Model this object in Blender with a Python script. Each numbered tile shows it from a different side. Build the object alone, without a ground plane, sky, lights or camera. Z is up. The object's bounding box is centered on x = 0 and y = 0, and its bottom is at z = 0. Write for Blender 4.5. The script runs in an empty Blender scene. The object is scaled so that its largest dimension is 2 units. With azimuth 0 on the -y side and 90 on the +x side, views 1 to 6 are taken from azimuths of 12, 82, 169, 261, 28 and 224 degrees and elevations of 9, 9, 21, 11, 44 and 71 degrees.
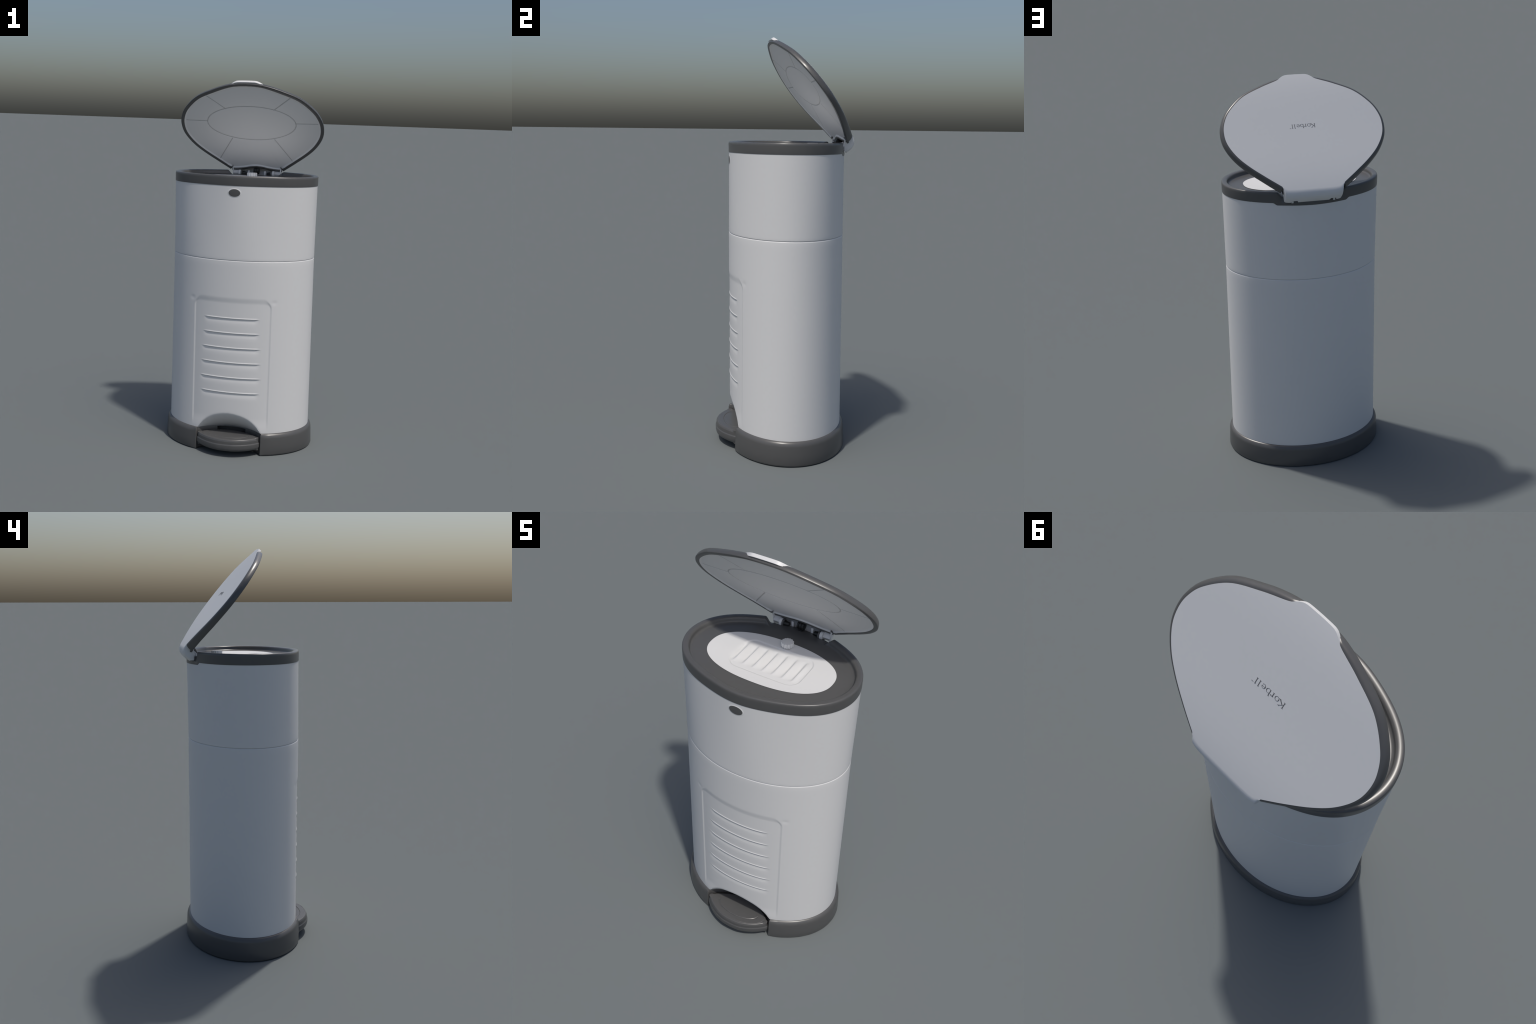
# A pedal bin with its lid open: oval two-part body, dark base, pedal, dark rim,
# white insert with knob, hinged domed lid with dark trim band.
import bpy, bmesh, math
import numpy as np
from mathutils import Vector

PI = math.pi

# ------------------------------------------------------------------ materials
def material(name, rgb, rough, grain=0.0, spec=0.5, coat=0.0, bump=0.0):
    m = bpy.data.materials.new(name)
    m.use_nodes = True
    nt = m.node_tree
    b = nt.nodes["Principled BSDF"]
    tc = nt.nodes.new("ShaderNodeTexCoord")
    nz = nt.nodes.new("ShaderNodeTexNoise")
    nz.inputs["Scale"].default_value = 60.0
    nz.inputs["Detail"].default_value = 3.0
    nt.links.new(tc.outputs["Object"], nz.inputs["Vector"])
    cr = nt.nodes.new("ShaderNodeValToRGB")
    lo = [c * (1 - grain) for c in rgb]
    hi = [min(1, c * (1 + grain)) for c in rgb]
    cr.color_ramp.elements[0].color = (*lo, 1)
    cr.color_ramp.elements[1].color = (*hi, 1)
    cr.color_ramp.elements[0].position = 0.3
    cr.color_ramp.elements[1].position = 0.7
    nt.links.new(nz.outputs["Fac"], cr.inputs["Fac"])
    nt.links.new(cr.outputs["Color"], b.inputs["Base Color"])
    b.inputs["Roughness"].default_value = rough
    b.inputs["Specular IOR Level"].default_value = spec
    b.inputs["Coat Weight"].default_value = coat
    if bump > 0:
        fine = nt.nodes.new("ShaderNodeTexNoise")
        fine.inputs["Scale"].default_value = 900.0
        nt.links.new(tc.outputs["Object"], fine.inputs["Vector"])
        bp = nt.nodes.new("ShaderNodeBump")
        bp.inputs["Strength"].default_value = bump
        bp.inputs["Distance"].default_value = 0.0004
        nt.links.new(fine.outputs["Fac"], bp.inputs["Height"])
        nt.links.new(bp.outputs["Normal"], b.inputs["Normal"])
    return m

M_BODY = material("light_grey_plastic", (0.672, 0.672, 0.672), 0.45, 0.005)
M_WHITE = material("white_plastic", (0.672, 0.672, 0.672), 0.45, 0.005)
M_LINER = material("liner_plastic", (0.69, 0.69, 0.69), 0.5, 0.005)
M_DARK = material("charcoal_plastic", (0.084, 0.084, 0.084), 0.31, 0.02)
M_PEDAL = material("pedal_plastic", (0.080, 0.080, 0.080), 0.33, 0.02)
M_BLACK = material("black_plastic", (0.012, 0.012, 0.012), 0.45, 0.05)
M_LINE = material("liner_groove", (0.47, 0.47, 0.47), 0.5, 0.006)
M_INK = material("grey_ink", (0.12, 0.12, 0.125), 0.6, 0.03)

# ------------------------------------------------------------------ mesh tools
ROOT = bpy.data.objects.new("pedal_bin", None)
bpy.context.scene.collection.objects.link(ROOT)
ROOT["label"] = "tall oval light grey pedal bin with open lid"
ROOT["category"] = "pedal bin"

def add(name, verts, faces, mat, parent=ROOT, angle=35.0, recalc=True):
    me = bpy.data.meshes.new(name)
    me.from_pydata([tuple(map(float, v)) for v in verts], [], faces)
    bm = bmesh.new(); bm.from_mesh(me)
    bmesh.ops.remove_doubles(bm, verts=bm.verts, dist=1e-6)
    bmesh.ops.dissolve_degenerate(bm, dist=1e-6, edges=bm.edges)
    if recalc:
        bmesh.ops.recalc_face_normals(bm, faces=bm.faces)
    bm.to_mesh(me); bm.free()
    me.shade_smooth()
    me.set_sharp_from_angle(angle=math.radians(angle))
    me.materials.append(mat)
    ob = bpy.data.objects.new(name, me)
    bpy.context.scene.collection.objects.link(ob)
    ob.parent = parent
    return ob

def grid_faces(nr, nc, wrap=False, start=0):
    f = []
    for i in range(nr - 1):
        for j in range(nc if wrap else nc - 1):
            a = start + i * nc + j
            b = start + i * nc + (j + 1) % nc
            f.append((a, b, b + nc, a + nc))
    return f

def rings(name, loops, mat, parent=ROOT, cap_start=False, cap_end=False, wrap=True, angle=35.0):
    loops = [np.asarray(l) for l in loops]
    n = len(loops[0])
    v = np.concatenate(loops)
    f = grid_faces(len(loops), n, wrap)
    if cap_start:
        f.append(tuple(range(n))[::-1])
    if cap_end:
        f.append(tuple(range((len(loops) - 1) * n, len(loops) * n)))
    return add(name, v, f, mat, parent, angle)

def smooth(a, b, x):
    t = np.clip((x - a) / (b - a), 0, 1)
    return t * t * (3 - 2 * t)

def catmull(pts, n):
    """centripetal-ish spline through control points, n samples evenly by length"""
    p = np.asarray(pts, float)
    P = np.vstack([2 * p[0] - p[1], p, 2 * p[-1] - p[-2]])
    out = []
    for i in range(1, len(P) - 2):
        t = np.linspace(0, 1, 40, endpoint=False)[:, None]
        a, b, c, d = P[i - 1], P[i], P[i + 1], P[i + 2]
        out.append(0.5 * (2 * b + (c - a) * t + (2 * a - 5 * b + 4 * c - d) * t**2 + (3 * b - a - 3 * c + d) * t**3))
    out.append(p[-1:])
    q = np.vstack(out)
    s = np.r_[0, np.cumsum(np.hypot(*np.diff(q, axis=0).T))]
    u = np.linspace(0, s[-1], n)
    return np.stack([np.interp(u, s, q[:, 0]), np.interp(u, s, q[:, 1])], 1)

def normals2d(q, closed):
    if closed:
        t = np.roll(q, -1, 0) - np.roll(q, 1, 0)
    else:
        t = np.gradient(q, axis=0)
    t /= np.linalg.norm(t, axis=1)[:, None] + 1e-12
    return np.stack([t[:, 1], -t[:, 0]], 1)

def box(name, c, size, mat, parent, bevel=0.002, frame=None):
    bm = bmesh.new()
    bmesh.ops.create_cube(bm, size=1.0)
    for v in bm.verts:
        v.co = Vector([v.co[i] * size[i] for i in range(3)])
    if bevel:
        bmesh.ops.bevel(bm, geom=bm.edges[:], offset=bevel, segments=2, affect='EDGES', profile=0.5)
    v = np.array([x.co[:] for x in bm.verts]); f = [[q.index for q in fc.verts] for fc in bm.faces]
    bm.free()
    if frame is not None:
        v = v @ np.array(frame)
    return add(name, v + np.array(c), f, mat, parent, 30)

def lathe_x(name, c, prof, mat, parent, n=40):
    """profile of (x, radius) turned about the x axis through c"""
    a = np.linspace(0, 2 * PI, n, endpoint=False)
    L = [np.stack([np.full(n, c[0] + x), c[1] + r * np.cos(a), c[2] + r * np.sin(a)], 1) for x, r in prof]
    return rings(name, L, mat, parent, True, True)

# ------------------------------------------------------------------ oval plan of the body
# polar harmonics of 1/r at three heights (bottom, seam, rim)
OVAL_Z = np.array([0.117, 1.063, 1.456])
OVAL_C = np.array([[3.0802, -0.5341, -0.0187, -0.0043, -0.2473, 0.0197],
                   [3.1050, -0.5092, -0.0322, -0.0068, -0.1750, 0.0159],
                   [3.1045, -0.5292, -0.0503, 0.0218, -0.1780, 0.0146]])

def oval_r(th, z):
    c = [np.interp(z, OVAL_Z, OVAL_C[:, i]) for i in range(6)]
    t = np.arctan2(np.sin(th), np.abs(np.cos(th)))
    return 1 / (c[0] + c[1] * np.cos(2 * t) + c[2] * np.cos(4 * t) + c[3] * np.cos(6 * t) + c[4] * np.sin(t) + c[5] * np.sin(3 * t))

def oval(th, z, inset=0.0):
    r = oval_r(th, z)
    x, y = r * np.cos(th), r * np.sin(th)
    e = 1e-3
    r1, r2 = oval_r(th - e, z), oval_r(th + e, z)
    tx = r2 * np.cos(th + e) - r1 * np.cos(th - e)
    ty = r2 * np.sin(th + e) - r1 * np.sin(th - e)
    l = np.hypot(tx, ty)
    nx, ny = ty / l, -tx / l
    return x - nx * inset, y - ny * inset, nx, ny

def ring_at(th, z, inset):
    x, y, _, _ = oval(th, np.full_like(th, z) if np.isscalar(z) else z, inset)
    return np.stack([x, y, np.broadcast_to(z, x.shape)], 1)

FRONT_W = 0.245
xs = np.arange(-FRONT_W, FRONT_W + 1e-6, 0.0013)
dense = np.linspace(-PI / 2 - 0.86, -PI / 2 + 0.86, 380)
rest = np.linspace(-PI / 2 + 0.86, 1.5 * PI - 0.86, 340)[1:-1]
TH = np.concatenate([dense, rest])
TH_RIM = np.linspace(-PI / 2, 1.5 * PI, 720, endpoint=False)

def y_front(x, z=0.117):
    """front y of the body at a given x"""
    t = np.linspace(-PI / 2, 0, 600)
    r = oval_r(t, np.full_like(t, z))
    return np.interp(np.abs(x), r * np.cos(t), r * np.sin(t))

# ------------------------------------------------------------------ lower body
Z_SEAM = 1.063
RIDGES = [(0.748, 0.157), (0.667, 0.161), (0.585, 0.168), (0.503, 0.171), (0.420, 0.174), (0.337, 0.169)]
ARCH_X = np.array([0, .03, .06, .085, .105, .127, .146, .160, .171, .1785])
ARCH_Z = np.array([.221, .2185, .212, .2035, .194, .1795, .1620, .1460, .1290, .1160])

def arch_z(x):
    return np.interp(np.abs(x), ARCH_X, ARCH_Z, right=0.113)

BITE_X = np.array([0, .04, .09, .13, .15, .1785])
BITE_Y = np.array([-.150, -.153, -.168, -.190, -.204, -.231])
def bite_y(x):
    return np.interp(np.abs(x), BITE_X, BITE_Y)

def panel_mask(x, z):
    """soft rounded-rectangle recess on the front of the lower body"""
    hw, top, r = 0.2085, 0.848, 0.042
    qx = np.abs(x) - (hw - r)
    qz = z - (top - r)
    d = np.hypot(np.maximum(qx, 0), np.maximum(qz, 0)) + np.minimum(np.maximum(qx, qz), 0) - r
    soft = 0.005 + 0.013 * smooth(0.78, 0.845, z) * smooth(0.205, 0.17, np.abs(x))
    return smooth(soft, -soft, d)

def lower_disp(x, z):
    d = -0.0030 * panel_mask(x, z) * smooth(0.125, 0.20, z)
    d -= 0.0011 * np.exp(-((np.abs(x) - 0.224) / 0.013) ** 2 - ((z - 0.842) / 0.011) ** 2)
    for z0, w in RIDGES:
        taper = smooth(w, w - 0.035, np.abs(x))
        dz = z - z0
        up, dn = dz - 0.0028, dz + 0.0028
        d += taper * (0.0020 * np.exp(-(up / 0.0030) ** 2) - 0.0028 * np.exp(-(dn / np.where(dn > 0, 0.0032, 0.0170)) ** 2))
    return d

rows = [np.arange(0.112, 0.30, 0.006), np.arange(0.30, 0.79, 0.010), np.arange(0.79, 0.875, 0.0035), np.arange(0.88, 1.05, 0.03)]
rows += [np.arange(z0 - 0.024, z0 + 0.0112, 0.0011) for z0, _ in RIDGES]
rows = np.unique(np.round(np.concatenate(rows), 5))
keep = [rows[0]]
for z in rows[1:]:
    if z - keep[-1] > 0.0009:
        keep.append(z)
rows = np.array(keep)

def lower_body():
    V = []
    # cave under the arch, from the inside outwards
    c0x = oval(TH, np.full_like(TH, 0.117))[0]
    front = (np.sin(TH) < 0) & (np.abs(c0x) < 0.1785)
    za = np.where(front, arch_z(c0x), 0.113)
    tcave = np.linspace(1, 0, 15)[:-1]
    x0, y0, nx, ny = oval(TH, np.maximum(za, 0.117))
    d0 = np.where(front, lower_disp(x0, za), 0)
    ya = y0 + ny * d0; xa = x0 + nx * d0
    for t in tcave:
        bx, by, bz = xa, np.where(front, bite_y(c0x) - 0.002, ya), 0.1165
        my = ya * 0.62 + by * 0.38
        mz = za * 0.44 + bz * 0.56
        y = (1 - t) ** 2 * ya + 2 * t * (1 - t) * my + t * t * by
        z = (1 - t) ** 2 * za + 2 * t * (1 - t) * mz + t * t * bz
        x = xa
        # columns outside the arch just run down behind the base
        y = np.where(front, y, ya); z = np.where(front, z, 0.113 - 0.002 * t)
        xi, yi = x - nx * 0.004 * t * (~front), y - ny * 0.004 * t * (~front)
        V.append(np.stack([xi, yi, z], 1))
    zt = 0.325
    for zr in rows:
        z = np.where(zr < zt, za + (zr - rows[0]) * (zt - za) / (zt - rows[0]), zr)
        x, y, nx, ny = oval(TH, z)
        f = np.sin(TH) < 0
        d = np.where(f, lower_disp(x, z), 0)
        # soften the lip of the arch
        lip = np.where(front, np.exp(-((z - za) / 0.004)), 0) * 0.0012
        d = d - lip
        V.append(np.stack([x + nx * d, y + ny * d, z], 1))
    for zz, ins in [(Z_SEAM - 0.006, 0.0), (Z_SEAM - 0.0030, 0.0003), (Z_SEAM - 0.0003, 0.0030), (Z_SEAM - 0.0003, 0.009)]:
        V.append(ring_at(TH, zz, ins))
    return rings("lower_body", V, M_BODY, angle=40)

lower = lower_body()

# ------------------------------------------------------------------ upper body
BUTTON = (1.419, 0.032, 0.0205)
def upper_disp(x, z):
    q = np.hypot(x / BUTTON[1], (z - BUTTON[0]) / BUTTON[2])
    return 0.0012 * np.exp(-((np.maximum(q - 1.0, 0)) / 0.10) ** 2)

def upper_body():
    V = []
    for zz, ins in [(Z_SEAM + 0.0003, 0.009), (Z_SEAM + 0.0003, 0.0030), (Z_SEAM + 0.0026, 0.0003), (Z_SEAM + 0.006, 0.0)]:
        V.append(ring_at(TH, zz, ins))
    for z in np.r_[np.arange(1.08, 1.38, 0.03), np.arange(1.385, 1.455, 0.0014), 1.457]:
        zz = np.full_like(TH, z)
        x, y, nx, ny = oval(TH, zz)
        d = np.where(np.sin(TH) < 0, upper_disp(x, zz), 0)
        V.append(np.stack([x + nx * d, y + ny * d, zz], 1))
    return rings("upper_body", V, M_BODY, angle=40)

upper_body()

def button():
    V = []; n = 72
    a = np.linspace(0, 2 * PI, n, endpoint=False)
    rr = [1.0, 1.0, 0.97, 0.8, 0.5, 0.2, 0.02]
    off = [-0.004, 0.0007, 0.0013, 0.0016, 0.0018, 0.0018, 0.0018]
    for r, o in zip(rr, off):
        x = r * BUTTON[1] * np.cos(a); z = BUTTON[0] + r * BUTTON[2] * np.sin(a)
        y = np.array([np.interp(abs(xx), *curve_front(zz)) for xx, zz in zip(x, z)])
        V.append(np.stack([x, y - o, z], 1))
    rings("release_button", V, M_DARK, cap_end=True)

def curve_front(z):
    t = np.linspace(-PI / 2, -PI / 2 + 0.3, 40)
    r = oval_r(t, np.full_like(t, z))
    return r * np.cos(t), r * np.sin(t)
button()

# ------------------------------------------------------------------ base with pedal bite
def base():
    BASE_OFF = 0.0168
    t = np.linspace(-PI / 2, 1.5 * PI, 1400, endpoint=False)
    x, y, nx, ny = oval(t, np.full_like(t, 0.117), -BASE_OFF)
    keep = ~((y < 0) & (np.abs(x) < 0.182))
    t = t[keep]; ox, oy = x[keep], y[keep]
    # outer run: from right front corner counter-clockwise to the left one
    outer = np.stack([ox, oy], 1)
    bx = np.linspace(-0.1725, 0.1725, 121)
    bite = np.stack([bx, bite_y(bx) - 0.004], 1)
    # rounded corners: blend points
    def corner(p, c, q, n=8):
        s = np.linspace(0, 1, n)[:, None]
        return (1 - s) ** 2 * p + 2 * s * (1 - s) * c + s * s * q
    oL, oR = outer[-1], outer[0]
    cL, cR = np.array([-0.1765, -0.2475]), np.array([0.1765, -0.2475])
    loop = np.vstack([outer, corner(oL, cL, bite[0])[1:-1], bite, corner(bite[-1], cR, oR)[1:-1]])
    # resample evenly
    c = np.vstack([loop, loop[:1]])
    s = np.r_[0, np.cumsum(np.hypot(*np.diff(c, axis=0).T))]
    u = np.linspace(0, s[-1], 900, endpoint=False)
    q = np.stack([np.interp(u, s, c[:, 0]), np.interp(u, s, c[:, 1])], 1)
    nn = normals2d(q, True)
    # full shoulder on the outside, small rounding round the bite
    infront = q[:, 1] < -0.12
    k = np.where(infront, smooth(0.180, 0.225, np.abs(q[:, 0])), 1.0)
    k = 0.30 + 0.70 * k
    prof = [(0.0, 0.30), (0.002, 0.12), (0.007, 0.0), (0.05, 0.0), (0.094, 0.04), (0.102, 0.12), (0.109, 0.30), (0.1145, 0.56), (0.1175, 0.83), (0.1185, 1.10)]
    V = []
    for z, f in prof:
        flare = 0.0040 * (1 - z / 0.1185) * k
        p = q - nn * (f * 0.0168 * k - flare)[:, None]
        V.append(np.column_stack([p, np.full(len(p), z)]))
    hub = np.array([0.0, 0.06])
    lo, hi = V[0][:, :2], V[-1][:, :2]
    for share in (0.7, 0.35, 0.01):
        V.insert(0, np.column_stack([hub + (lo - hub) * share, np.full(len(q), 0.0)]))
        V.append(np.column_stack([hub + (hi - hub) * share, np.full(len(q), 0.1185)]))
    ob = rings("base", V, M_DARK, cap_start=True, cap_end=True, angle=40)
    # slot for the pedal arm
    cut = box("slot_cutter", (0, -0.165, 0.0585), (0.160, 0.072, 0.106), M_BLACK, ROOT, 0)
    m = ob.modifiers.new("slot", 'BOOLEAN'); m.object = cut; m.operation = 'DIFFERENCE'; m.solver = 'EXACT'
    dg = bpy.context.evaluated_depsgraph_get()
    me = bpy.data.meshes.new_from_object(ob.evaluated_get(dg))
    ob.modifiers.clear(); ob.data = me
    me.shade_smooth(); me.set_sharp_from_angle(angle=math.radians(40))
    bpy.data.objects.remove(cut)
    return ob
base()

# ------------------------------------------------------------------ pedal
def pedal():
    half = catmull([(0, -.3300), (.045, -.3265), (.090, -.3120), (.130, -.2895), (.160, -.2650), (.1755, -.2475)], 120)
    front = np.vstack([half[::-1] * [-1, 1], half[1:]])
    bx = np.linspace(0.170, -0.170, 120)
    back = np.stack([bx, bite_y(bx) - 0.010], 1)
    loop = np.vstack([front, back])
    c = np.vstack([loop, loop[:1]])
    s = np.r_[0, np.cumsum(np.hypot(*np.diff(c, axis=0).T))]
    u = np.linspace(0, s[-1], 420, endpoint=False)
    q = np.stack([np.interp(u, s, c[:, 0]), np.interp(u, s, c[:, 1])], 1)
    for _ in range(6):
        q = 0.5 * q + 0.25 * (np.roll(q, 1, 0) + np.roll(q, -1, 0))
    nn = normals2d(q, True)
    side = smooth(0.172, 0.150, np.abs(q[:, 0]))
    V = []
    for z, ins in [(0.030, 0.018), (0.0325, 0.0115), (0.0375, 0.0045), (0.044, 0.001), (0.050, 0.0), (0.066, -0.0002), (0.0695, 0.0006), (0.0715, 0.0032), (0.074, 0.0036),
                   (0.087, 0.0040), (0.0895, 0.0046), (0.0915, 0.0062), (0.094, 0.0068), (0.0965, 0.0085), (0.0978, 0.0115)]:
        p = q - nn * (np.minimum(ins, 0.004 + ins * side))[:, None]
        V.append(np.column_stack([p, np.full(len(p), z)]))
    # top: shrink toward the centre line with moulded arcs
    cen = np.array([0.0, -0.235])
    edge = V[-1][:, :2]
    def arc_d(x, y, a, b):
        e = np.hypot(x / a, (y + 0.235) / b)
        return (e - 1) * b
    for f in np.linspace(0.985, 0.0, 110):
        p = cen + (edge - cen) * f
        x, y = p[:, 0], p[:, 1]
        z = np.full(len(p), 0.0982)
        for a, b, dep, xr in [(0.112, 0.053, 0.0022, 0.108), (0.150, 0.080, 0.0012, 0.145)]:
            g = np.exp(-(arc_d(x, y, a, b) / 0.0014) ** 2) * smooth(-0.234, -0.242, y)
            z = z - dep * g
        V.append(np.column_stack([p, z]))
    ob = rings("pedal", V, M_PEDAL, cap_start=True, angle=50)
    box("pedal_arm", (0, -0.165, 0.058), (0.15, 0.06, 0.05), M_BLACK, ob, 0.004)
pedal()

# ------------------------------------------------------------------ rim with top plate
Z_PLATE = 1.4840
INS_A, INS_B, INS_C, INS_P = 0.2865, 0.157, 0.009, 2.3
def insert_loop(t, k=1.0):
    c, s = np.cos(t), np.sin(t)
    r = (np.abs(c / INS_A) ** INS_P + np.abs(s / INS_B) ** INS_P) ** (-1 / INS_P)
    return np.stack([r * k * c, INS_C + r * k * s], 1)

def rim():
    th = np.linspace(-PI / 2, 1.5 * PI, 1200, endpoint=False)
    x0 = oval(th, np.full_like(th, 1.456))[0]
    back = np.sin(th) > 0
    notch = np.where(back, smooth(0.1700, 0.1420, np.abs(x0)), 0.0)
    flap = np.where(back, smooth(0.188, 0.166, np.abs(x0)), 0.0)
    prof = [(0.006, 1.453), (-0.0012, 1.4555), (-0.0016, 1.459), (-0.0018, 1.470), (-0.0020, 1.493), (-0.0016, 1.5005), (0.0000, 1.5050), (0.0028, 1.5070), (0.0065, 1.5077), (0.0130, 1.5075),
            (0.0200, 1.5065), (0.0245, 1.5045), (0.0273, 1.5000), (0.0288, 1.4930), (0.0302, 1.4890), (0.0332, 1.4862), (0.0385, 1.4846), (0.0440, Z_PLATE)]
    V = []
    for ins, z in prof:
        zz = np.full_like(th, z)
        if z < 1.475:
            zz = zz - flap * 0.011
        zl = np.minimum(zz, Z_PLATE - 0.0020 * float(ins < 0.006))
        zz = zz * (1 - notch) + zl * notch
        i2 = ins + notch * 0.014 * (1.0 if z > 1.475 else 0.0)
        x, y, _, _ = oval(th, np.full_like(th, 1.456), i2)
        V.append(np.stack([x, y, zz], 1))
    inner = V[-1][:, :2]
    ta = np.arctan2(inner[:, 1] - INS_C, inner[:, 0])
    target = insert_loop(ta, 0.985)
    for f in (0.2, 0.4, 0.6, 0.8, 1.0):
        p = inner * (1 - f) + target * f
        zz = V[17][:, 2] * (1 - f) + (Z_PLATE - 0.0015) * f
        V.append(np.column_stack([p, zz]))
    return rings("rim", V, M_DARK, angle=50)
rim()

def insert():
    """white insert with recessed rounded panel and seven raised ribs"""
    hx, y0, y1, rc = 0.1610, -0.0840, 0.1150, 0.048
    def height(x, y):
        qx = np.abs(x) - (hx - rc)
        qy = np.abs(y - (y0 + y1) / 2) - ((y1 - y0) / 2 - rc)
        d = np.hypot(np.maximum(qx, 0), np.maximum(qy, 0)) + np.minimum(np.maximum(qx, qy), 0) - rc
        rho = (np.abs(x / INS_A) ** INS_P + np.abs((y - INS_C) / INS_B) ** INS_P) ** (1 / INS_P)
        h = -0.0110 * (1 - np.clip(rho, 0, 1) ** 2) - 0.0034 * smooth(0.0050, -0.0030, d)
        for i in range(7):
            xc = -0.1475 + 0.0458 * i
            t = np.clip(np.abs(y - 0.0195) / 0.074, 0, 1)
            lens = (1 - t ** 2.0)
            u = x - xc
            h = h + 0.0088 * lens * np.tanh(u / 0.0060) * np.exp(-(u / 0.0170) ** 2)
        return Z_PLATE + 0.0004 + h
    n = 620
    xcols = np.linspace(-1, 1, n)
    ycols = np.linspace(-1, 1, 190)
    V = []
    for v in ycols:
        vv = math.sin(v * PI / 2)
        w = (max(0.0, 1 - abs(vv) ** INS_P)) ** (1 / INS_P) * INS_A
        x = xcols * w
        y = np.full(n, INS_C + vv * INS_B)
        V.append(np.stack([x, y, height(x, y)], 1))
    V = np.concatenate(V)
    return add("insert_panel", V, grid_faces(len(ycols), n), M_WHITE, angle=60)
insert()

def knob():
    n = 14 * 16
    a = np.linspace(0, 2 * PI, n, endpoint=False)
    r = 0.0282 - 0.0034 * np.abs(np.cos(7 * a)) ** 0.8
    c = (0.002, 0.146)
    V = []
    for z, k, flat in [(1.4825, 1.0, 0), (1.5005, 1.0, 0), (1.5020, 0.965, 0.2), (1.5026, 0.90, 0.6), (1.5028, 0.5, 1), (1.5028, 0.02, 1)]:
        rr = (r * (1 - flat) + 0.0258 * flat) * k
        V.append(np.stack([c[0] + rr * np.cos(a), c[1] + rr * np.sin(a), np.full(n, z)], 1))
    rings("knob", V, M_WHITE, cap_end=True, angle=30)
knob()

# ------------------------------------------------------------------ lid, in its own frame (x, s, d)
AL = math.radians(51.0)
ORG = np.array([0, 0.33, 1.51])
TV = np.array([0, -math.cos(AL), math.sin(AL)])
NV = np.array([0, math.sin(AL), math.cos(AL)])
def lid_world(x, s, d):
    x, s, d = np.broadcast_arrays(x, s, d)
    return ORG + x[..., None] * np.array([1.0, 0, 0]) + s[..., None] * TV + d[..., None] * NV
FRAME = np.array([[1, 0, 0], TV, NV])   # rows: lid axes in world

SIDE = [(.180, .566), (.275, .519), (.345, .451), (.377, .392), (.3865, .336), (.377, .278), (.342, .214), (.290, .157), (.220, .098), (.150, .044)]
TIP_PLAIN = [(0, .6095), (.05, .607), (.100, .597)]
TIP_LIP = [(0, .6285), (.040, .6276), (.056, .6252), (.069, .6190), (.081, .6105), (.100, .5975)]
HINGE = [(.1485, .0395), (.141, .0310), (.124, .0235), (.090, .0205), (0, .0200)]

def mirror(half):
    return np.vstack([half, (half * [-1, 1])[::-1][1:-1]])

def shell_outline():
    a = catmull(TIP_LIP + SIDE, 420)
    b = catmull([SIDE[-1]] + HINGE, 130)
    half = np.vstack([a, b[1:]])
    return mirror(half)

CEN = np.array([0.0, 0.33])
# height of the crown along the lid, and its fall towards the sides
CROWN_S = [-.02, .020, .050, .150, .330, .500, .600, .640]
CROWN_D = [.0005, .0052, .0072, .0085, .0095, .0085, .0058, .0030]
def crown(x, s):
    c = np.interp(s, np.linspace(-.02, .64, 200), CROWN_LINE)
    return c - 0.024 * x * x
CROWN_LINE = np.polyval(np.polyfit(CROWN_S, CROWN_D, 4), np.linspace(-.02, .64, 200))

# overhang of the hinge wall beyond the crown edge, by depth below it
WALL_DEPTH = np.array([0, .0018, .0050, .0100, .0180, .0290, .0420, .09])
WALL_OUT = np.array([0, .0080, .0160, .0230, .0300, .0350, .0378, .0385])

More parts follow.
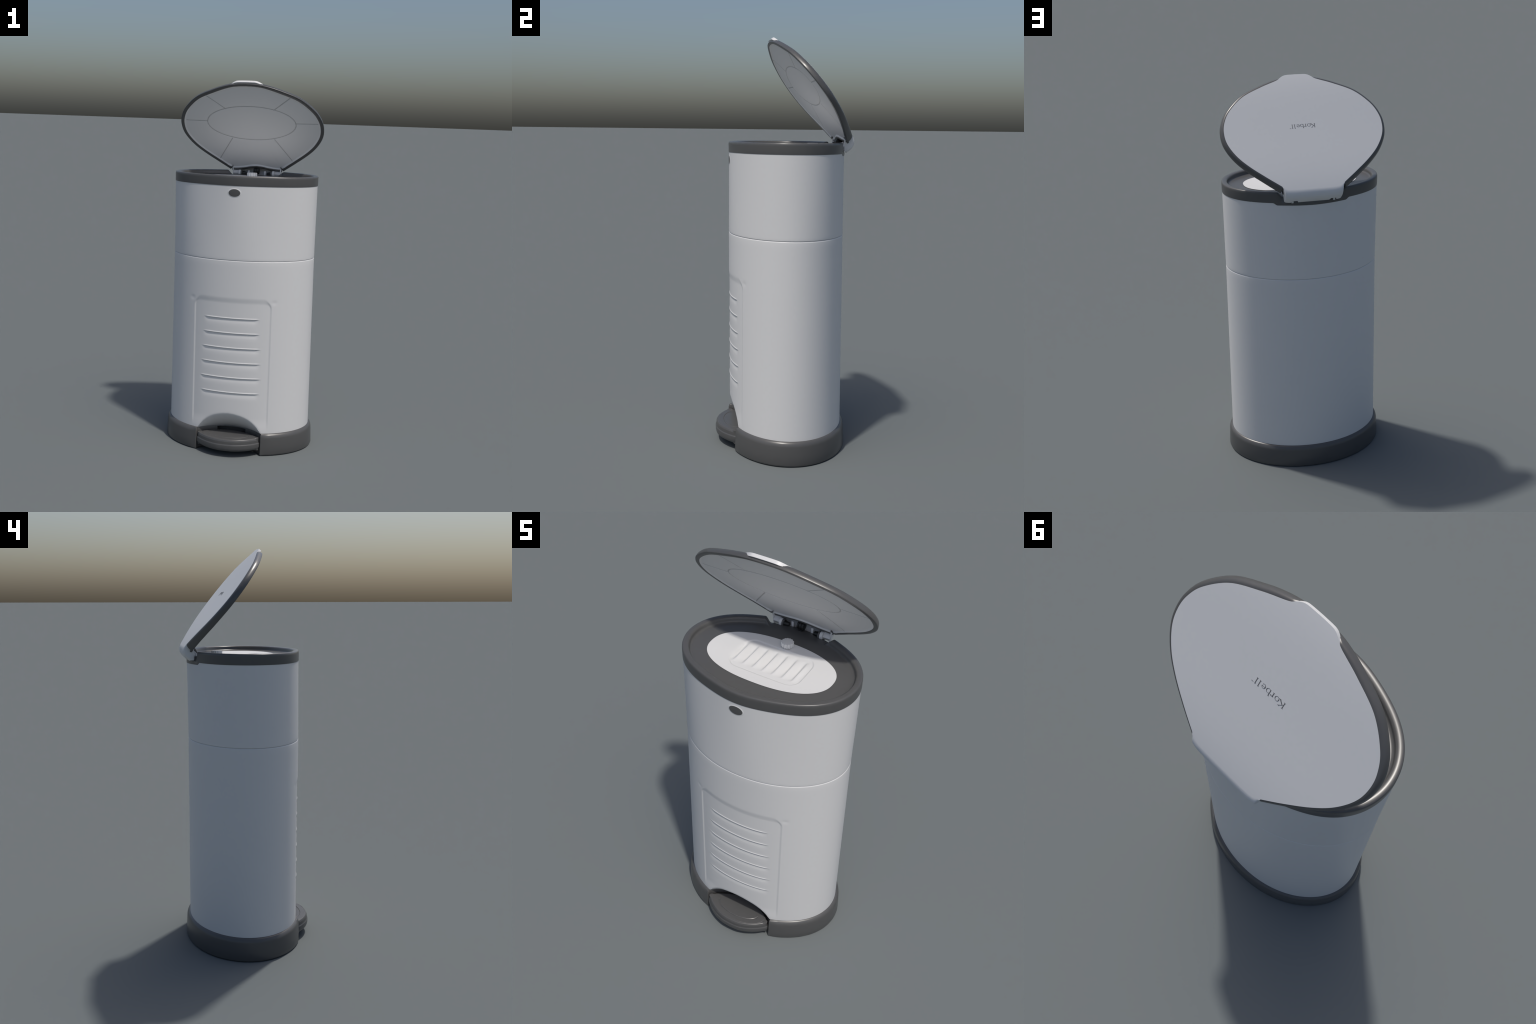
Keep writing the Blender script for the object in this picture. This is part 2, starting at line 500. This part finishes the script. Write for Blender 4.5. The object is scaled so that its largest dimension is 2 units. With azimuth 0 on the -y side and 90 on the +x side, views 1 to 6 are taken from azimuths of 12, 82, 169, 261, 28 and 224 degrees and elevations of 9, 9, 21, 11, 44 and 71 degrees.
def lid_shell():
    q = shell_outline()
    nn = normals2d(q, True)
    if (nn[0] @ (q[0] - CEN)) < 0:
        nn = -nn
    ax = np.abs(q[:, 0])
    hw = smooth(0.0445, 0.0400, q[:, 1])           # 1 along the hinge side
    tip = smooth(0.610, 0.624, q[:, 1])
    de = crown(q[:, 0], q[:, 1])
    V = []
    for r in np.r_[np.linspace(0.004, 0.97, 46), 0.985, 1.0]:
        p = CEN + (q - CEN) * r
        V.append(lid_world(p[:, 0], p[:, 1], crown(p[:, 0], p[:, 1])))
    # skirt: short tuck behind the band, long bulging wall at the hinge
    zb = 1.4645 + 0.010 * smooth(0.074, 0.082, ax) * smooth(0.112, 0.106, ax)
    amount = hw * smooth(0.1492, 0.1385, ax)
    s_bot = q[:, 1] - 0.038 * amount
    d1 = (zb - ORG[2] - s_bot * TV[2]) / NV[2]
    d2 = (0.2755 - ORG[1] - s_bot * TV[1]) / NV[1]
    short = -0.006 - 0.004 * tip
    dbot = np.maximum(d1, d2) * hw + short * (1 - hw)
    K = 26
    for i in range(1, K + 1):
        f = (i / K) ** 1.3
        d = de + (dbot - de) * f
        o = np.interp(de - d, WALL_DEPTH, WALL_OUT) * amount
        px = q[:, 0] - np.sign(q[:, 0]) * 0.004 * f * hw * smooth(0.10, 0.14, ax)
        ps = q[:, 1] - o
        V.append(lid_world(px, ps, d))
        last = (px, ps, d, o)
    # thickness: back up inside
    for f in (0.0, 0.25, 0.5, 0.75, 1.0):
        d = last[2] + f * (de - 0.012 - last[2])
        px = last[0] - nn[:, 0] * (0.007 + last[3] * f * f * 0.6); ps = last[1] - nn[:, 1] * (0.007 + last[3] * f * f * 0.6)
        V.append(lid_world(px, ps, np.minimum(d, de - 0.006)))
    p = CEN + (q - CEN) * 0.86
    V.append(lid_world(p[:, 0], p[:, 1], crown(p[:, 0], p[:, 1]) - 0.009))
    V.append(lid_world(*(CEN + (q - CEN) * 0.01).T, np.full(len(q), -0.004)))
    return rings("lid", V, M_BODY, cap_start=True, cap_end=True, angle=45)
lid = lid_shell()

dome_at = crown

def band_path(n=420, tail=False):
    return catmull(TIP_PLAIN + SIDE + ([(.1470, .0405)] if tail else []), n)

def band_bottom(s):
    return np.interp(s, [.044, .10, .15, .22, .33, .42, .52, .61], [-.0350, -.0295, -.0272, -.0255, -.0245, -.0230, -.0205, -.0200])

def lid_band():
    half = band_path(430, True)
    q = np.vstack([(half * [-1, 1])[::-1], half[1:]])     # left corner -> tip -> right corner
    nn = normals2d(q, False)
    mid = len(q) // 2
    if nn[mid][1] < 0:
        nn = -nn
    # narrower at the tip, where it dips below the white lip
    tip = smooth(0.090, 0.060, np.abs(q[:, 0])) * smooth(0.5, 0.58, q[:, 1])
    wide = smooth(0.17, 0.06, np.abs(q[:, 0])) * smooth(0.5, 0.58, q[:, 1])
    top = crown(q[:, 0], q[:, 1])
    bot = band_bottom(q[:, 1])
    # (offset outwards, share of the height from top 0 to bottom 1)
    prof = [(-0.003, 0.25), (-0.0012, 0.02), (0.0030, 0.03), (0.0070, 0.09), (0.0110, 0.20), (0.0142, 0.40), (0.0160, 0.60), (0.0170, 0.85), (0.0170, 0.93),
            (0.0162, 0.98), (0.0148, 1.0), (0.0080, 1.0), (0.0, 1.0), (-0.0030, 0.97)]
    n = len(prof)
    V = []
    for i in range(len(q)):
        o = np.array([p[0] for p in prof]); h = np.array([p[1] for p in prof])
        o = np.where(o > 0, o * (1 - 0.24 * wide[i]), o)
        d = top[i] + (bot[i] - top[i]) * h
        d = np.where(h < 0.3, np.minimum(d, d * (1 - tip[i]) - 0.006 * tip[i]), d)
        V.append(lid_world(q[i, 0] + nn[i, 0] * o, q[i, 1] + nn[i, 1] * o, d))
    f = grid_faces(len(q), n, True)
    f.append(tuple(range(n))); f.append(tuple(range((len(q) - 1) * n, len(q) * n))[::-1])
    return add("trim_band", np.concatenate(V), f, M_DARK, lid, 40)
lid_band()

HINGE_EDGE = [(.1480, .0330), (.110, .0385), (.070, .0450), (.035, .0540), (0, .0580)]
def hinge_seal():
    half = catmull(HINGE_EDGE, 60)
    q = np.vstack([half, (half * [-1, 1])[::-1][1:]])
    nn = normals2d(q, False)
    if nn[len(q) // 2][1] > 0:
        nn = -nn
    prof = [(-0.002, -0.028), (0.0110, -0.027), (0.0125, -0.031), (0.0118, -0.0365), (0.0005, -0.0385), (-0.002, -0.0365)]
    V = [lid_world(q[i, 0] + nn[i, 0] * np.array([p[0] for p in prof]), q[i, 1] + nn[i, 1] * np.array([p[0] for p in prof]), np.array([p[1] for p in prof])) for i in range(len(q))]
    n = len(prof)
    f = grid_faces(len(q), n, True) + [tuple(range(n)), tuple(range((len(q) - 1) * n, len(q) * n))[::-1]]
    return add("hinge_seal", np.concatenate(V), f, M_DARK, lid, 40)
hinge_seal()

# liner of the lid with a ring and six spokes pressed into it
RING = (0.250, 0.1155, 0.358)
SPOKES = [((.249, .3655), (.372, .368)), ((.133, .452), (.232, .537)), ((.120, .250), (.211, .101))]
def groove(x, s):
    """1 on the pressed ring and spokes, 0 elsewhere"""
    e = np.hypot(x / RING[0], (s - RING[2]) / RING[1])
    gx, gs = x / RING[0] ** 2, (s - RING[2]) / RING[1] ** 2
    dist = (e - 1) * e / (np.hypot(gx, gs) + 1e-9)
    g = np.exp(-(dist / 0.0024) ** 2)
    for (x0, s0), (x1, s1) in SPOKES:
        dx, ds = x1 - x0, s1 - s0; L = math.hypot(dx, ds)
        u = ((np.abs(x) - x0) * dx + (s - s0) * ds) / L
        w = ((np.abs(x) - x0) * ds - (s - s0) * dx) / L
        g = np.maximum(g, np.exp(-(w / 0.0024) ** 2) * smooth(-0.002, 0.001, u) * smooth(L + 0.002, L - 0.001, u))
    return g

def liner():
    half = np.vstack([band_path(420), catmull([(.1490, .0385)] + HINGE_EDGE[1:], 80)])
    q = mirror(half)
    c = np.array([0, 0.36])
    a = np.arctan2(q[:, 1] - c[1], q[:, 0]); R = np.hypot(q[:, 0], q[:, 1] - c[1])
    o = np.argsort(a)
    ang = [np.linspace(-PI, PI, 260, endpoint=False)]
    for (x0, s0), (x1, s1) in SPOKES:
        for sg in (1, -1):
            t0, t1 = math.atan2(s0 - c[1], x0), math.atan2(s1 - c[1], x1)
            t = np.linspace(min(t0, t1) - 0.035, max(t0, t1) + 0.035, 64)
            ang.append(t if sg > 0 else PI - t)
    for xx, ss in ((.149, .0385), (-.149, .0385)):
        ang.append(np.array([math.atan2(ss - c[1], xx)]))
    ang = np.unique(np.round((np.concatenate(ang) + PI) % (2 * PI) - PI, 4))
    RR = np.interp(ang, a[o], R[o], period=2 * PI)
    edge_s = c[1] + RR * np.sin(ang)
    edge = np.where(edge_s < 0.06, -0.0345, band_bottom(edge_s))
    def depth(x, s, inset, r):
        d = -0.0180 + (np.maximum(edge + 0.004, -0.029) + 0.0180) * r ** 2.2
        g = groove(x, s)
        d = d + 0.0020 * g
        lip = smooth(0.011, 0.002, inset)
        return d * (1 - lip) + lip * (edge + 0.0004)
    V = []
    for r in np.r_[np.linspace(0.004, 0.90, 300), np.linspace(0.905, 1.0, 28)]:
        rr = RR * r
        x = rr * np.cos(ang); s = c[1] + rr * np.sin(ang)
        V.append(lid_world(x, s, depth(x, s, RR * (1 - r), r)))
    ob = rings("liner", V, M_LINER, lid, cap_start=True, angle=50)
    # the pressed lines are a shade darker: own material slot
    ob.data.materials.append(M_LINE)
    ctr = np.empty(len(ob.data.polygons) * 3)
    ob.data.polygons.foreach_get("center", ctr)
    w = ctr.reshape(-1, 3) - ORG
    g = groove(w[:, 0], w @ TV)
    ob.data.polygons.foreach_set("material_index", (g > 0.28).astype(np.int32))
    return ob
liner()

# lettering: seven serif letters and a tiny mark, printed on the dome
H = 0.0205      # cap height
def poly_band(outer, inner):
    n = len(outer)
    return [np.array([outer[i], outer[(i + 1) % n], inner[(i + 1) % n], inner[i]]) for i in range(n)]
def quad(x0, y0, x1, y1):
    return [np.array([(x0, y0), (x1, y0), (x1, y1), (x0, y1)])]
def slab(p, q, w0, w1):
    p, q = np.array(p, float), np.array(q, float)
    t = (q - p) / np.linalg.norm(q - p); n = np.array([-t[1], t[0]])
    return [np.array([p - n * w0 / 2, q - n * w1 / 2, q + n * w1 / 2, p + n * w0 / 2])]
def bowl(cx, cy, rx, ry, a0=0, a1=2 * PI, thick=0.16, thin=0.05, n=30):
    t = np.linspace(a0, a1, n)
    out = []
    P = np.stack([cx + rx * np.cos(t), cy + ry * np.sin(t)], 1)
    w = thin + (thick - thin) * np.abs(np.cos(t)) ** 1.5
    Q = np.stack([cx + (rx - w) * np.cos(t), cy + (ry - w * 0.6 - 0.0) * np.sin(t)], 1)
    for i in range(n - 1):
        out.append(np.array([P[i], P[i + 1], Q[i + 1], Q[i]]))
    return out
ST = 0.135
def stem(x, y0, y1, foot=True, head='left'):
    o = quad(x - ST / 2, y0, x + ST / 2, y1)
    if foot:
        o += quad(x - 0.17, y0, x + 0.17, y0 + 0.04)
    if head == 'both':
        o += quad(x - 0.17, y1 - 0.04, x + 0.17, y1)
    elif head == 'left':
        o += [np.array([(x - 0.17, y1 - 0.07), (x - ST / 2, y1 - 0.10), (x - ST / 2, y1), (x - 0.12, y1 - 0.03)])]
    return o
XH = 0.68
LETTERS = {
    'K': lambda: stem(0, 0, 1.0, True, 'both') + slab((0.05, 0.42), (0.72, 0.97), 0.06, 0.07) + slab((0.20, 0.58), (0.88, 0.02), 0.13, 0.15) + quad(0.52, 0.96, 0.86, 1.0) + quad(0.70, 0, 1.06, 0.04),
    'o': lambda: bowl(0, XH / 2, 0.40, XH / 2 + 0.02, thick=0.13, thin=0.05),
    'r': lambda: stem(0, 0, XH) + bowl(0.20, XH - 0.20, 0.20, 0.20, PI * 0.25, PI * 0.95, 0.09, 0.09, 10) + bowl(0.33, XH - 0.08, 0.08, 0.08, 0, 2 * PI, 0.079, 0.079, 10),
    'b': lambda: stem(0, 0, 1.04, False) + bowl(0.30, XH / 2, 0.40, XH / 2 + 0.02, -PI * 0.8, PI * 0.8, 0.13, 0.05),
    'e': lambda: bowl(0, XH / 2, 0.36, XH / 2 + 0.02, 0.05, 2 * PI - 0.65, 0.13, 0.05) + quad(-0.22, XH / 2 + 0.03, 0.27, XH / 2 + 0.07),
    'l': lambda: stem(0, 0, 1.04),
}
def lettering():
    base_s = 0.3560
    for ch, xo in [('K', -0.0517), ('o', -0.0240), ('r', -0.0087), ('b', 0.0040), ('e', 0.0290), ('l', 0.0453), ('l', 0.0572), ('-', 0.0665)]:
        polys = LETTERS[ch]() if ch in LETTERS else quad(-0.13, 0.93, 0.02, 1.0) + quad(0.06, 0.93, 0.2, 1.0)
        V, F = [], []
        for j, p in enumerate(polys):
            x = xo + p[:, 0] * H
            s = base_s - p[:, 1] * H
            lift = 0.00035 + 0.00002 * (j % 12)
            dd = dome_at(x, s)
            top = lid_world(x, s, dd + lift); bot = lid_world(x, s, dd - 0.001)
            k = len(V); V += list(top) + list(bot)
            F.append((k, k + 1, k + 2, k + 3))
            F += [(k + i, k + 4 + i, k + 4 + (i + 1) % 4, k + (i + 1) % 4) for i in range(4)]
        add("letter", V, F, M_INK, lid, 30)
lettering()

# ------------------------------------------------------------------ hinge parts
def hinge():
    for sg in (1, -1):
        box("hinge_block", (sg * 0.1210, 0.2885, 1.4890), (0.036, 0.030, 0.030), M_BODY, lid, 0.003, FRAME)
        lathe_x("hinge_collar", (sg * 0.0985, 0.2770, 1.4905), [(-0.007, 0.0165), (-0.0055, 0.0185), (0.0055, 0.0185), (0.007, 0.0165)], M_BODY, lid)
        lathe_x("hinge_ring", (sg * 0.0872, 0.2760, 1.4900), [(-0.0042, 0.0170), (-0.0030, 0.0190), (0.0030, 0.0190), (0.0042, 0.0170)], M_DARK, lid)
        lathe_x("hinge_pin", (sg * 0.0730, 0.2775, 1.4890), [(-sg * 0.0125, 0.0085), (-sg * 0.0105, 0.0100), (sg * 0.009, 0.0130), (sg * 0.0105, 0.0130)], M_BLACK, lid, 24)
        box("hinge_tab", (sg * 0.0475, 0.2850, 1.4890), (0.0115, 0.008, 0.034), M_BODY, lid, 0.0015)
        box("hinge_pin_tab", (sg * 0.1010, 0.2930, 1.4690), (0.0100, 0.007, 0.018), M_BODY, lid, 0.001)
        box("hinge_foot", (sg * 0.0872, 0.2680, 1.4780), (0.008, 0.020, 0.016), M_DARK, ROOT, 0.0015)
    k = lathe_x("hinge_knuckle", (0.0, 0.2755, 1.5060), [(-0.0175, 0.013), (-0.0165, 0.0175), (-0.0085, 0.0185), (-0.0070, 0.0160), (-0.0055, 0.0185), (0.0035, 0.0185), (0.0050, 0.0160), (0.0065, 0.0185), (0.0145, 0.0178), (0.0160, 0.013)], M_BLACK, lid)
    box("hinge_bracket", (-0.001, 0.2700, 1.4860), (0.017, 0.012, 0.028), M_BLACK, ROOT, 0.0015)
hinge()
